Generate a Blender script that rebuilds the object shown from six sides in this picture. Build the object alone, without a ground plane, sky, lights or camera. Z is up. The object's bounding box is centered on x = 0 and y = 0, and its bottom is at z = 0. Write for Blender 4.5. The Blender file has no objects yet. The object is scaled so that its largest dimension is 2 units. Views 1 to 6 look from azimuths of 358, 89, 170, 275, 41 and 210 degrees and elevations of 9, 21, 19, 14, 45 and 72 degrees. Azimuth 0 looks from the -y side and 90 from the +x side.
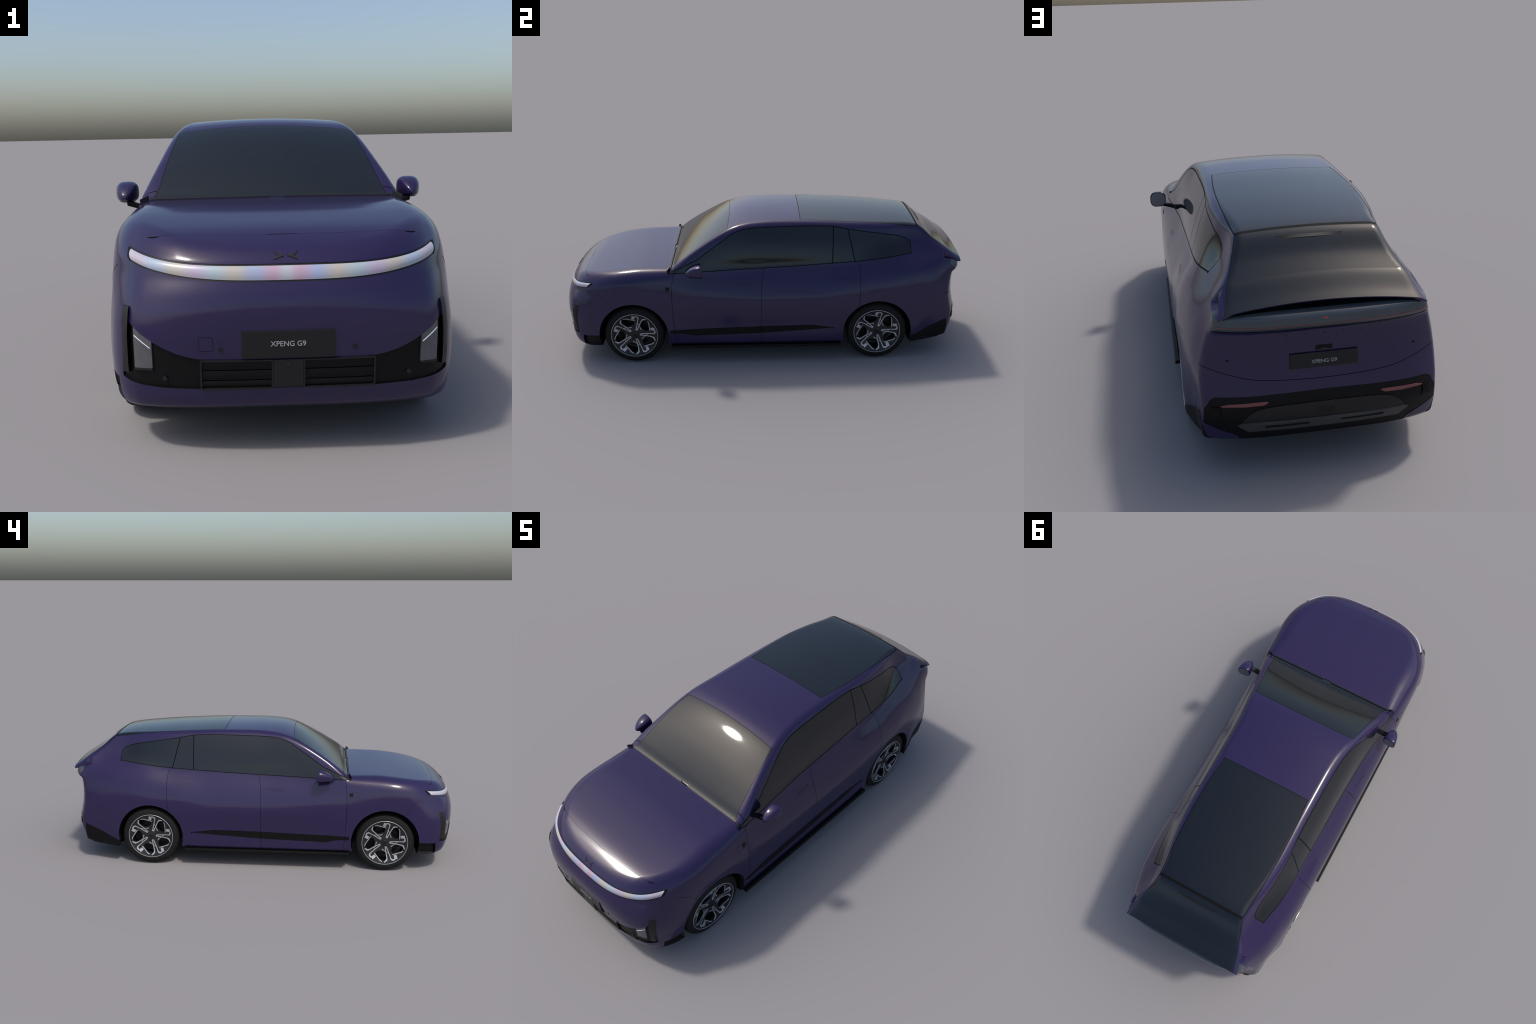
# Procedural model of a mid-size electric SUV in dark violet paint.
# The painted body is an implicit solid: side, top, nose, tail and floor sheets
# (each a smooth profile) are blended with rounded intersections, polygonised,
# and then cut along the shut lines into doors, windows, bumpers and so on.
import bpy, math
import numpy as np
from mathutils import Vector

# ------------------------------------------------------------------ profiles
def pchip(xs, ys, q):
    """monotone cubic through control points, held constant outside"""
    xs = np.asarray(xs, float); ys = np.asarray(ys, float)
    h = np.diff(xs); d = np.diff(ys) / h
    m = np.zeros_like(ys)
    for i in range(1, len(xs) - 1):
        if d[i-1] * d[i] > 0:
            w1 = 2*h[i] + h[i-1]; w2 = h[i] + 2*h[i-1]
            m[i] = (w1 + w2) / (w1/d[i-1] + w2/d[i])
    m[0], m[-1] = d[0], d[-1]
    q = np.clip(np.asarray(q, float), xs[0], xs[-1])
    k = np.clip(np.searchsorted(xs, q) - 1, 0, len(h) - 1)
    t = (q - xs[k]) / h[k]
    return ((2*t**3 - 3*t**2 + 1)*ys[k] + (t**3 - 2*t**2 + t)*h[k]*m[k]
            + (-2*t**3 + 3*t**2)*ys[k+1] + (t**3 - t**2)*h[k]*m[k+1])

def smooth1(a, sigma, axis=0):
    r = int(3*sigma) + 1
    w = np.exp(-0.5*(np.arange(-r, r+1)/sigma)**2); w /= w.sum()
    a = np.moveaxis(a, axis, 0)
    # odd reflection keeps slopes at the ends
    lo = 2*a[0] - a[1:r+1][::-1]; hi = 2*a[-1] - a[-r-1:-1][::-1]
    p = np.concatenate([lo, a, hi])
    out = sum(w[i]*p[i:i+len(a)] for i in range(2*r+1))
    return np.moveaxis(out, 0, axis)

class Curve1:
    def __init__(s, xs, ys, sigma, lo, hi, step=0.002):
        s.lo, s.step = lo, step
        s.q = np.arange(lo, hi + step/2, step)
        s.v = smooth1(pchip(xs, ys, s.q), sigma/step)
    def __call__(s, x):
        t = (np.asarray(x, float) - s.lo)/s.step
        t = np.clip(t, 1.0, len(s.v) - 2.001)
        i = t.astype(int); f = t - i; v = s.v
        a, b, c, d = v[i-1], v[i], v[i+1], v[np.minimum(i+2, len(v)-1)]
        return b + 0.5*f*(c - a + f*(2*a - 5*b + 4*c - d + f*(3*(b-c) + d - a)))

class Table2:
    """half width of the body sides over (y, z)"""
    def __init__(s, ys, zs, rows, sy, sz, ylo, yhi, zlo, zhi, step=0.004):
        s.ylo, s.zlo, s.step = ylo, zlo, step
        qy = np.arange(ylo, yhi + step/2, step); qz = np.arange(zlo, zhi + step/2, step)
        cols = np.array([pchip(zs, r, qz) for r in rows])
        tab = np.array([pchip(ys, cols[:, j], qy) for j in range(len(qz))]).T
        tab = smooth1(smooth1(tab, sy/step, 0), sz/step, 1)
        s.v = tab
    def __call__(s, y, z):
        ny, nz = s.v.shape
        ty = np.clip((y - s.ylo)/s.step, 1, ny - 2.001); tz = np.clip((z - s.zlo)/s.step, 1, nz - 2.001)
        i = ty.astype(int); j = tz.astype(int); fy = ty - i; fz = tz - j
        def w(f):
            return [-.5*f + f*f - .5*f**3, 1 - 2.5*f*f + 1.5*f**3, .5*f + 2*f*f - 1.5*f**3, -.5*f*f + .5*f**3]
        wy, wz = w(fy), w(fz); out = 0
        for a in range(4):
            ia = np.clip(i + a - 1, 0, ny-1)
            row = 0
            for b in range(4):
                row = row + wz[b]*s.v[ia, np.clip(j + b - 1, 0, nz-1)]
            out = out + wy[a]*row
        return out

# half width of the sides: one row per station along the car
ZL = [.08, .12, .16, .20, .25, .30, .34, .38, .42, .46, .49, .53, .58, .63, .67, .72]
STATIONS = {
 -1.00: [.316, .322, .322, .320, .318, .312, .302, .292, .280, .27, .26, .25, .24, .23, .22, .21],
 -.92:  [.339, .347, .349, .349, .347, .339, .329, .318, .306, .295, .285, .27, .25, .23, .22, .21],
 -.85:  [.356, .364, .367, .368, .366, .359, .351, .344, .335, .322, .310, .29, .26, .24, .23, .22],
 -.78:  [.368, .375, .379, .381, .380, .376, .372, .367, .359, .347, .335, .31, .28, .25, .24, .23],
 -.66:  [.368, .376, .381, .383, .384, .384, .384, .382, .375, .363, .352, .32, .28, .26, .25, .24],
 -.55:  [.366, .376, .381, .384, .385, .385, .385, .381, .372, .361, .351, .325, .29, .265, .25, .24],
 -.45:  [.368, .378, .384, .387, .388, .388, .386, .379, .369, .356, .346, .330, .308, .284, .264, .235],
 -.33:  [.369, .376, .378, .379, .384, .387, .384, .375, .361, .346, .337, .324, .305, .284, .264, .236],
 -.15:  [.370, .376, .377, .378, .383, .387, .382, .370, .353, .333, .321, .312, .298, .279, .260, .233],
 .00:   [.370, .376, .377, .378, .383, .386, .380, .366, .348, .327, .314, .306, .292, .271, .251, .226],
 .25:   [.370, .377, .378, .379, .383, .385, .379, .365, .347, .327, .312, .302, .287, .266, .248, .226],
 .45:   [.366, .374, .376, .378, .382, .384, .382, .373, .357, .332, .313, .299, .281, .261, .245, .226],
 .60:   [.362, .370, .374, .377, .380, .381, .380, .374, .362, .342, .321, .294, .266, .244, .229, .211],
 .73:   [.362, .371, .374, .375, .374, .372, .369, .363, .353, .337, .314, .281, .238, .217, .206, .194],
 .84:   [.335, .341, .345, .349, .353, .354, .352, .345, .335, .320, .302, .270, .234, .212, .202, .188],
 .92:   [.326, .333, .336, .338, .337, .333, .327, .320, .311, .302, .293, .272, .237, .212, .202, .188],
 1.02:  [.302, .307, .309, .310, .308, .304, .300, .295, .290, .284, .280, .268, .235, .210, .200, .185],
}
SIDE = Table2(list(STATIONS), ZL, list(STATIONS.values()), .012, .008, -1.06, 1.06, .0, .80)

# centre line of bonnet, windscreen, roof and rear screen
TOP = Curve1([-1.06, -1.0, -.972, -.955, -.92, -.886, -.85, -.78, -.69, -.59, -.50, -.452, -.440, -.413, -.30, -.20, -.165, -.12, -.05, .05, .19, .44, .64, .74, .772, .85, .92, .94, .957, .98, 1.06],
             [.22, .34, .391, .411, .430, .443, .453, .465, .4765, .4840, .485, .4855, .4915, .5145, .598, .6580, .6735, .6870, .6965, .7000, .6985, .6885, .675, .665, .659, .6010, .5570, .5435, .5325, .5195, .47],
             .006, -1.06, 1.06)
# how much the top falls off towards the sides (times x squared)
CROWN = Curve1([-1.06, -.90, -.60, -.45, -.35, -.17, .0, .2, .5, .77, .9, 1.06],
               [.06, .04, .00, .02, .10, .22, .19, .17, .18, .20, .26, .34], .03, -1.06, 1.06)
NOSE = Curve1([.0, .08, .095, .11, .125, .145, .175, .206, .24, .27, .30, .33, .355, .364, .391, .40, .41, .43, .50],
              [-.90, -.945, -.961, -.970, -.976, -.980, -.984, -.988, -.993, -.996, -.997, -.993, -.984, -.9795, -.9715, -.968, -.960, -.945, -.88], .005, .0, .52)
NOSE2 = Curve1([.0, .25, .33, .39, .52], [.0, .05, .27, .44, .50], .02, .0, .52)
NOSE4 = Curve1([.0, .15, .25, .33, .39, .52], [3.9, 4.1, 4.4, 4.7, 4.9, 5.], .02, .0, .52)
TAIL = Curve1([.0, .09, .105, .13, .16, .20, .236, .26, .285, .32, .365, .40, .425, .437, .447, .462, .482, .492, .499, .505, .56],
              [.94, .953, .960, .968, .977, .985, .985, .980, .975, .969, .967, .969, .973, .977, .990, .997, .996, .985, .95, .928, .928], .003, .0, .56)
TAIL4 = Curve1([.0, .2, .3, .40, .445, .56], [3.9, 4.0, 4.1, 4.4, 4.9, 5.2], .02, .0, .56)
FLOOR = Curve1([-1.06, -1.0, -.86, -.80, .75, .86, .96, 1.06], [.100, .098, .086, .096, .096, .098, .112, .115], .02, -1.06, 1.06)
K_TOP_SIDE = Curve1([-1.06, -.85, -.6, -.47, -.36, -.2, .0, .7, .8, 1.06], [.05, .06, .062, .045, .018, .020, .024, .026, .022, .015], .03, -1.06, 1.06)

def smax(a, b, k):
    h = np.maximum(k - np.abs(a - b), 0)/k
    return np.maximum(a, b) + h*h*k*.25

def body_field(P):
    x = np.abs(P[..., 0]); y = P[..., 1]; z = P[..., 2]; e = .002
    w = SIDE(y, z)
    wz = (SIDE(y, z + e) - SIDE(y, z - e))/(2*e); wy = (SIDE(y + e, z) - SIDE(y - e, z))/(2*e)
    fs = (x - w)/np.sqrt(1 + wz*wz + wy*wy)
    c = CROWN(y); t = TOP(y) - c*x*x
    ty = (TOP(y + e) - TOP(y - e))/(2*e)
    ft = (z - t)/np.sqrt(1 + ty*ty + (2*c*x)**2)
    xc = np.minimum(x, .42)
    n = NOSE(z) + NOSE2(z)*xc**2 + NOSE4(z)*xc**4
    nx = 2*NOSE2(z)*xc + 4*NOSE4(z)*xc**3; nz = (NOSE(z+e) - NOSE(z-e))/(2*e)
    fn = (n - y)/np.sqrt(1 + nx*nx + nz*nz)
    r = TAIL(z) - TAIL4(z)*xc**4
    rx = 4*TAIL4(z)*xc**3
    fr = (y - r)/np.sqrt(1 + rx*rx)
    fb = FLOOR(y) - z
    f = smax(fs, ft, K_TOP_SIDE(y))
    f = smax(f, fn, .016 + .03*np.clip((x - .22)/.1, 0, 1))
    f = smax(f, fr, .010)
    return smax(f, fb, .014)

def gradient(P, e=.0012):
    g = np.empty_like(P)
    for a in range(3):
        d = np.zeros(3); d[a] = e
        g[:, a] = (body_field(P + d) - body_field(P - d))/(2*e)
    return g

def to_surface(P, n=3):
    for _ in range(n):
        g = gradient(P)
        P = P - g*(body_field(P)/np.maximum((g*g).sum(1), 1e-6))[:, None]
    return P

def normals_at(P):
    g = gradient(P)
    return g/np.maximum(np.linalg.norm(g, axis=1), 1e-9)[:, None]

def march(P0, D, far=.5, n=60):
    """first crossing into the body along D from outside, for many points"""
    P0 = np.atleast_2d(np.asarray(P0, float)); D = np.asarray(D, float)
    lo = np.zeros(len(P0)); hi = np.full(len(P0), far)
    t = np.zeros(len(P0)); done = np.zeros(len(P0), bool)
    ts = np.linspace(0, far, n)
    for a, b in zip(ts[:-1], ts[1:]):
        inside = (body_field(P0 + b*D) < 0) & ~done
        lo[inside] = a; hi[inside] = b; done |= inside
    for _ in range(22):
        m = .5*(lo + hi); i = body_field(P0 + m[:, None]*D) < 0
        hi = np.where(i, m, hi); lo = np.where(i, lo, m)
    return P0 + hi[:, None]*D

def on_front(x, z):
    x = np.atleast_1d(np.asarray(x, float)); z = np.broadcast_to(np.asarray(z, float), x.shape)
    return march(np.stack([x, np.full_like(x, -1.1), z], 1), [0, 1, 0])
def on_back(x, z):
    x = np.atleast_1d(np.asarray(x, float)); z = np.broadcast_to(np.asarray(z, float), x.shape)
    return march(np.stack([x, np.full_like(x, 1.1), z], 1), [0, -1, 0])
def on_side(y, z):
    y = np.atleast_1d(np.asarray(y, float)); z = np.broadcast_to(np.asarray(z, float), y.shape)
    return march(np.stack([np.full_like(y, .5), y, z], 1), [-1, 0, 0])
def on_top(x, y):
    x = np.atleast_1d(np.asarray(x, float)); y = np.broadcast_to(np.asarray(y, float), x.shape)
    return march(np.stack([x, y, np.full_like(x, .8)], 1), [0, 0, -1])

# ------------------------------------------------------------------ polygonise
def surface_nets(h):
    xs = np.arange(-.44 - h/2, .44 + h, h); ys = np.arange(-1.03, 1.03, h); zs = np.arange(.05, .74, h)
    shape = (len(xs), len(ys), len(zs))
    F = np.empty(shape)
    Y, Z = np.meshgrid(ys, zs, indexing='ij')
    for i, x in enumerate(xs):
        F[i] = body_field(np.stack([np.full_like(Y, x), Y, Z], -1))
    S = F < 0
    origin = np.array([xs[0], ys[0], zs[0]])
    acc = np.zeros(tuple(n-1 for n in shape) + (3,)); cnt = np.zeros(tuple(n-1 for n in shape))
    quads = []
    idx = np.indices(shape)
    for ax in range(3):
        a = [slice(None)]*3; b = [slice(None)]*3
        a[ax] = slice(0, -1); b[ax] = slice(1, None)
        fa, fb = F[tuple(a)], F[tuple(b)]
        cross = (fa < 0) != (fb < 0)
        I = np.argwhere(cross)
        t = fa[cross]/(fa[cross] - fb[cross])
        P = I.astype(float); P[:, ax] += t
        o1, o2 = [k for k in range(3) if k != ax]
        ok = (I[:, o1] > 0) & (I[:, o2] > 0) & (I[:, o1] < shape[o1]-1) & (I[:, o2] < shape[o2]-1)
        cells = []
        for d1, d2 in ((-1, -1), (0, -1), (0, 0), (-1, 0)):
            C = I.copy(); C[:, o1] += d1; C[:, o2] += d2
            cells.append(C)
            v = (C >= 0).all(1) & (C < np.array(shape) - 1).all(1)
            np.add.at(acc, tuple(C[v].T), P[v]); np.add.at(cnt, tuple(C[v].T), 1)
        flip = (fa[cross] < 0)
        if ax == 1: flip = ~flip
        q = np.stack(cells, 1)[ok]
        q[~flip[ok]] = q[~flip[ok]][:, ::-1]
        quads.append(q)
    has = cnt > 0
    num = -np.ones(cnt.shape, int); num[has] = np.arange(has.sum())
    V = acc[has]/cnt[has][:, None]*h + origin
    Q = np.concatenate(quads)
    Q = num[Q[..., 0], Q[..., 1], Q[..., 2]]
    return V, Q

class Shell:
    """polygon shell that can be split along the zero line of any scalar field"""
    def __init__(s, V, Q):
        s.V = [tuple(v) for v in V]; s.F = [list(q) for q in Q]
    def array(s): return np.array(s.V)
    def cut(s, field, where=None, snap=2e-5):
        A = s.array(); g = field(A)
        g = np.where(np.abs(g) < snap, 0.0, g)
        ok = np.ones(len(A), bool) if where is None else where(A)
        sg = np.sign(g).astype(int); new = {}; out = []
        def mid(a, b):
            k = (a, b) if a < b else (b, a)
            if k not in new:
                t = g[k[0]]/(g[k[0]] - g[k[1]])
                p = A[k[0]] + t*(A[k[1]] - A[k[0]])
                s.V.append(tuple(p)); new[k] = len(s.V) - 1
            return new[k]
        for f in s.F:
            sf = [sg[i] for i in f]
            if min(sf) < 0 < max(sf) and all(ok[i] for i in f):
                pos, neg = [], []
                for k in range(len(f)):
                    a, b = f[k], f[(k+1) % len(f)]
                    if sg[a] >= 0: pos.append(a)
                    if sg[a] <= 0: neg.append(a)
                    if sg[a]*sg[b] < 0:
                        m = mid(a, b); pos.append(m); neg.append(m)
                if len(pos) > 2: out.append(pos)
                if len(neg) > 2: out.append(neg)
            else:
                out.append(f)
        s.F = out
    def centroids(s):
        A = s.array()
        return np.array([A[f].mean(0) for f in s.F])

def poly_sdf(poly):
    P = np.asarray(poly, float); Q = np.roll(P, -1, 0)
    def sd(p):
        d = np.full(len(p), 1e9); ins = np.zeros(len(p), bool)
        for a, b in zip(P, Q):
            e = b - a; w = p - a
            t = np.clip((w @ e)/max(e @ e, 1e-12), 0, 1)
            d = np.minimum(d, ((w - t[:, None]*e)**2).sum(1))
            c = (a[1] > p[:, 1]) != (b[1] > p[:, 1])
            with np.errstate(divide='ignore', invalid='ignore'):
                xi = (b[0] - a[0])*(p[:, 1] - a[1])/(b[1] - a[1]) + a[0]
            ins ^= c & (p[:, 0] < xi)
        return np.where(ins, -np.sqrt(d), np.sqrt(d))
    return sd

def rounded(poly, r=.2, n=1):
    """corner cutting (Chaikin) for soft outlines"""
    P = [np.array(p, float) for p in poly]
    for _ in range(n):
        out = []
        for i in range(len(P)):
            a, b = P[i], P[(i+1) % len(P)]
            out += [a + r*(b - a), b - r*(b - a)]
        P = out
    return P

YZ = lambda A: A[:, 1:3]
XZ = lambda A: A[:, [0, 2]]
XY = lambda A: A[:, :2]

def spline_pts(pts, n=8):
    """Catmull-Rom through open control points"""
    P = [np.array(p, float) for p in pts]; P = [2*P[0]-P[1]] + P + [2*P[-1]-P[-2]]
    out = []
    for i in range(1, len(P) - 2):
        a, b, c, d = P[i-1:i+3]
        for k in range(n):
            f = k/n
            out.append(b + .5*f*(c - a + f*(2*a - 5*b + 4*c - d + f*(3*(b-c) + d - a))))
    out.append(P[-2]); return out

# ------------------------------------------------------------------ materials
def material(name, base, rough=.5, metal=0., coat=0., coat_rough=.03, spec=.5, noise=0., scale=40., bump=0., emit=0., ior=1.5):
    m = bpy.data.materials.new(name); m.use_nodes = True
    nt = m.node_tree; b = nt.nodes['Principled BSDF']
    b.inputs['Roughness'].default_value = rough
    b.inputs['Metallic'].default_value = metal
    b.inputs['Coat Weight'].default_value = coat
    b.inputs['Coat Roughness'].default_value = coat_rough
    b.inputs['Specular IOR Level'].default_value = spec
    b.inputs['IOR'].default_value = ior
    col = tuple(base) + (1,)
    b.inputs['Base Color'].default_value = col
    if noise or bump:
        tc = nt.nodes.new('ShaderNodeTexCoord'); no = nt.nodes.new('ShaderNodeTexNoise')
        no.inputs['Scale'].default_value = scale; no.inputs['Detail'].default_value = 4
        nt.links.new(tc.outputs['Object'], no.inputs['Vector'])
        if noise:
            ra = nt.nodes.new('ShaderNodeValToRGB')
            ra.color_ramp.elements[0].position = .3; ra.color_ramp.elements[1].position = .7
            ra.color_ramp.elements[0].color = tuple(c*(1-noise) for c in base) + (1,)
            ra.color_ramp.elements[1].color = tuple(min(1, c*(1+noise)) for c in base) + (1,)
            nt.links.new(no.outputs['Fac'], ra.inputs['Fac'])
            nt.links.new(ra.outputs['Color'], b.inputs['Base Color'])
        if bump:
            bp = nt.nodes.new('ShaderNodeBump'); bp.inputs['Strength'].default_value = bump
            bp.inputs['Distance'].default_value = .001
            nt.links.new(no.outputs['Fac'], bp.inputs['Height'])
            nt.links.new(bp.outputs['Normal'], b.inputs['Normal'])
    return m

PAINT = material('violet_paint', (.0195, .0124, .0545), rough=.14, noise=.04, scale=900)
GLASS = material('tinted_glass', (.008, .011, .014), rough=.05, spec=.5, noise=.06, scale=6)
ROOFGLASS = material('dark_roof_glass', (.006, .0085, .012), rough=.06, spec=.5, noise=.06, scale=6)
GAP = material('shut_line_black', (.002, .002, .0025), rough=.9, spec=.1, noise=.1)
FAINT = material('faint_shut_line', (.0045, .0038, .0085), rough=.6, spec=.2, noise=.1)
RUBBER = material('rubber_trim', (.0028, .0028, .003), rough=.7, spec=.15, noise=.1)
BLACK = material('black_plastic', (.0024, .0024, .0027), rough=.5, spec=.2, noise=.15, scale=300, bump=.08)
GREYBLACK = material('grey_plastic', (.0092, .0092, .0098), rough=.45, spec=.35, noise=.12, scale=300, bump=.06)
UNDER = material('underbody', (.008, .008, .009), rough=.85, noise=.2, scale=60)
TYRE = material('tyre_rubber', (.0062, .0057, .0052), rough=.75, spec=.3, noise=.15, scale=120, bump=.15)
RIMDARK = material('wheel_graphite', (.0155, .0155, .0165), rough=.42, metal=.2, noise=.08, scale=200)
SILVER = material('machined_aluminium', (.50, .505, .53), rough=.32, metal=.5, noise=.05, scale=300)
DISC = material('brake_steel', (.012, .012, .012), rough=.5, metal=.5, noise=.2, scale=200)
LAMP = material('lamp_lens', (.085, .087, .095), rough=.12, spec=.6, noise=.08, scale=60)
DRL = material('daylight_strip', (.85, .87, .92), rough=.25, noise=.02)
REDLENS = material('red_reflector', (.19, .06, .06), rough=.35, noise=.08, scale=200)
REDLINE = material('tail_light_line', (.28, .06, .05), rough=.4, noise=.05)
REDMARK = material('tail_light_mark', (.75, .04, .05), rough=.4, noise=.05)
TAILLENS = material('tail_lens', (.050, .062, .072), rough=.12, spec=.6, noise=.08, scale=12)
LETTER = material('letter_grey', (.30, .30, .31), rough=.4, noise=.03)
MIRRORGLASS = material('mirror_glass', (.17, .17, .172), rough=.2, metal=.0, noise=.02)

def light_bar_material():
    """pearly lens: soft pastel patches along the bar"""
    m = bpy.data.materials.new('pearl_light_bar'); m.use_nodes = True
    nt = m.node_tree; b = nt.nodes['Principled BSDF']
    tc = nt.nodes.new('ShaderNodeTexCoord'); sx = nt.nodes.new('ShaderNodeSeparateXYZ')
    ab = nt.nodes.new('ShaderNodeMath'); ab.operation = 'ABSOLUTE'
    sc = nt.nodes.new('ShaderNodeMath'); sc.operation = 'MULTIPLY'; sc.inputs[1].default_value = 1/.33
    ra = nt.nodes.new('ShaderNodeValToRGB'); cr = ra.color_ramp
    stops = [(0, (.42, .43, .48)), (.08, (.45, .31, .40)), (.19, (.32, .37, .52)), (.31, (.45, .41, .36)), (.43, (.36, .44, .48)),
             (.55, (.44, .37, .49)), (.67, (.46, .42, .37)), (.80, (.35, .42, .53)), (.92, (.45, .40, .46)), (1, (.46, .46, .50))]
    cr.elements[0].position = 0; cr.elements[0].color = stops[0][1] + (1,)
    cr.elements[1].position = 1; cr.elements[1].color = stops[-1][1] + (1,)
    for p, c in stops[1:-1]:
        el = cr.elements.new(p); el.color = c + (1,)
    cr.interpolation = 'EASE'
    L = nt.links.new
    L(tc.outputs['Object'], sx.inputs[0]); L(sx.outputs['X'], ab.inputs[0]); L(ab.outputs[0], sc.inputs[0])
    L(sc.outputs[0], ra.inputs['Fac']); L(ra.outputs['Color'], b.inputs['Base Color'])
    b.inputs['Roughness'].default_value = .22; b.inputs['Coat Weight'].default_value = .5
    return m
LIGHTBAR = light_bar_material()

# ------------------------------------------------------------------ object helpers
def empty(name, loc=(0, 0, 0), parent=None):
    o = bpy.data.objects.new(name, None); bpy.context.collection.objects.link(o)
    o.location = loc
    if parent: o.parent = parent
    return o

def add_mesh(name, V, F, mat, parent=None, smooth=True, normals=None, angle=None):
    me = bpy.data.meshes.new(name)
    me.from_pydata([tuple(map(float, v)) for v in V], [], [tuple(map(int, f)) for f in F])
    me.materials.append(mat); me.update()
    if smooth: me.polygons.foreach_set('use_smooth', [True]*len(me.polygons))
    if angle is not None: me.set_sharp_from_angle(angle=math.radians(angle))
    if normals is not None:
        me.normals_split_custom_set_from_vertices([tuple(map(float, n)) for n in normals])
    o = bpy.data.objects.new(name, me); bpy.context.collection.objects.link(o)
    if parent: o.parent = parent
    return o

def mirrored(V, F):
    V = np.asarray(V, float)
    return V*[-1, 1, 1], [list(f)[::-1] for f in F]

def slab(front, back):
    """closed solid between two same-sized (n,m,3) grids; front faces outwards"""
    n, m, _ = front.shape
    V = np.concatenate([front.reshape(-1, 3), back.reshape(-1, 3)]); N = n*m; F = []
    for i in range(n-1):
        for j in range(m-1):
            a, b, c, d = i*m+j, (i+1)*m+j, (i+1)*m+j+1, i*m+j+1
            F.append([a, b, c, d]); F.append([N+d, N+c, N+b, N+a])
    ring = [i*m for i in range(n)] + [(n-1)*m+j for j in range(1, m)] + [i*m+m-1 for i in range(n-2, -1, -1)] + [j for j in range(m-2, 0, -1)]
    for k in range(len(ring)):
        a, b = ring[k], ring[(k+1) % len(ring)]
        F.append([b, a, N+a, N+b])
    return V, F

def orient(V, F, toward):
    """flip if the first face does not look along 'toward'"""
    V = np.asarray(V, float)
    a, b, c = V[F[0][0]], V[F[0][1]], V[F[0][2]]
    if np.dot(np.cross(b-a, c-a), toward) < 0: F = [list(f)[::-1] for f in F]
    return V, F

PLACE = {'front': (on_front, np.array([0, -1., 0])), 'back': (on_back, np.array([0, 1., 0])),
         'side': (on_side, np.array([1., 0, 0])), 'top': (on_top, np.array([0, 0, 1.]))}

def patch(where, corners, n, m, proud, depth, bulge=0.):
    """slab lying on the body: four corners (2D) interpolated, pushed 'proud' of the paint"""
    fn, d = PLACE[where]
    c = np.asarray(corners, float)
    u = np.linspace(0, 1, n)[:, None, None]; v = np.linspace(0, 1, m)[None, :, None]
    G = (1-u)*(1-v)*c[0] + u*(1-v)*c[1] + u*v*c[2] + (1-u)*v*c[3]
    P = fn(G[..., 0].ravel(), G[..., 1].ravel())
    N = normals_at(P)
    B = (bulge*4*v*(1-v)*np.ones_like(u)).reshape(-1)[:, None]
    front = (P + N*(proud + B)).reshape(n, m, 3); back = (P - N*depth).reshape(n, m, 3)
    return orient(*slab(front, back), d)

def outline_patch(where, outline, proud, depth):
    """slab of free outline lying on the body"""
    fn, d = PLACE[where]
    O = np.asarray(outline, float); c = O.mean(0)
    rings = [c + (O - c)*s for s in (1., .75, .5, .25)]
    pts = np.concatenate(rings + [c[None]])
    P = fn(pts[:, 0], pts[:, 1]); N = normals_at(P); n = len(O)
    V = np.concatenate([P + N*proud, P[:n] - N[:n]*depth]); F = []
    for r in range(3):
        for k in range(n):
            F.append([r*n+k, r*n+(k+1) % n, (r+1)*n+(k+1) % n, (r+1)*n+k])
    for k in range(n): F.append([3*n+k, 3*n+(k+1) % n, 4*n])
    b = len(pts)
    V, F = orient(V, F, d)
    side = [[k, b+k, b+(k+1) % n, (k+1) % n] for k in range(n)]
    a0, a1, a2 = V[side[0][0]], V[side[0][1]], V[side[0][2]]
    if np.dot(np.cross(a1-a0, a2-a0), a0 - V[4*n]) < 0: side = [f[::-1] for f in side]
    return V, F + side

def box(lo, hi):
    (x0, y0, z0), (x1, y1, z1) = lo, hi
    V = [(x0,y0,z0),(x1,y0,z0),(x1,y1,z0),(x0,y1,z0),(x0,y0,z1),(x1,y0,z1),(x1,y1,z1),(x0,y1,z1)]
    return np.array(V), [[0,3,2,1],[4,5,6,7],[0,1,5,4],[1,2,6,5],[2,3,7,6],[3,0,4,7]]

def bevel(o, w, seg=2):
    md = o.modifiers.new('bevel', 'BEVEL'); md.width = w; md.segments = seg; md.limit_method = 'ANGLE'

def both_sides(name, V, F, mat, parent, **kw):
    return [add_mesh(name, V, F, mat, parent, **kw), add_mesh(name, *mirrored(V, F), mat, parent, **kw)]

def disc(where, x, z, r, proud, depth, n=20):
    a = np.linspace(0, 2*np.pi, n, endpoint=False)
    return outline_patch(where, np.stack([x + r*np.cos(a), z + r*np.sin(a)], 1), proud, depth)

# ------------------------------------------------------------------ body shell
CAR = empty('electric_suv')
CAR['label'] = 'dark violet electric SUV with full-width light bar'
CAR['category'] = 'car'

FRONT_AXLE, REAR_AXLE, WHEEL_R = (-.637, .152), (.567, .150), .150
V0, Q0 = surface_nets(.0075)
V0 = to_surface(V0, 2)
shell = Shell(V0, Q0)
shell.cut(lambda A: A[:, 0])
A = shell.array()
shell.F = [f for f in shell.F if A[f][:, 0].mean() > 0]

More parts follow.
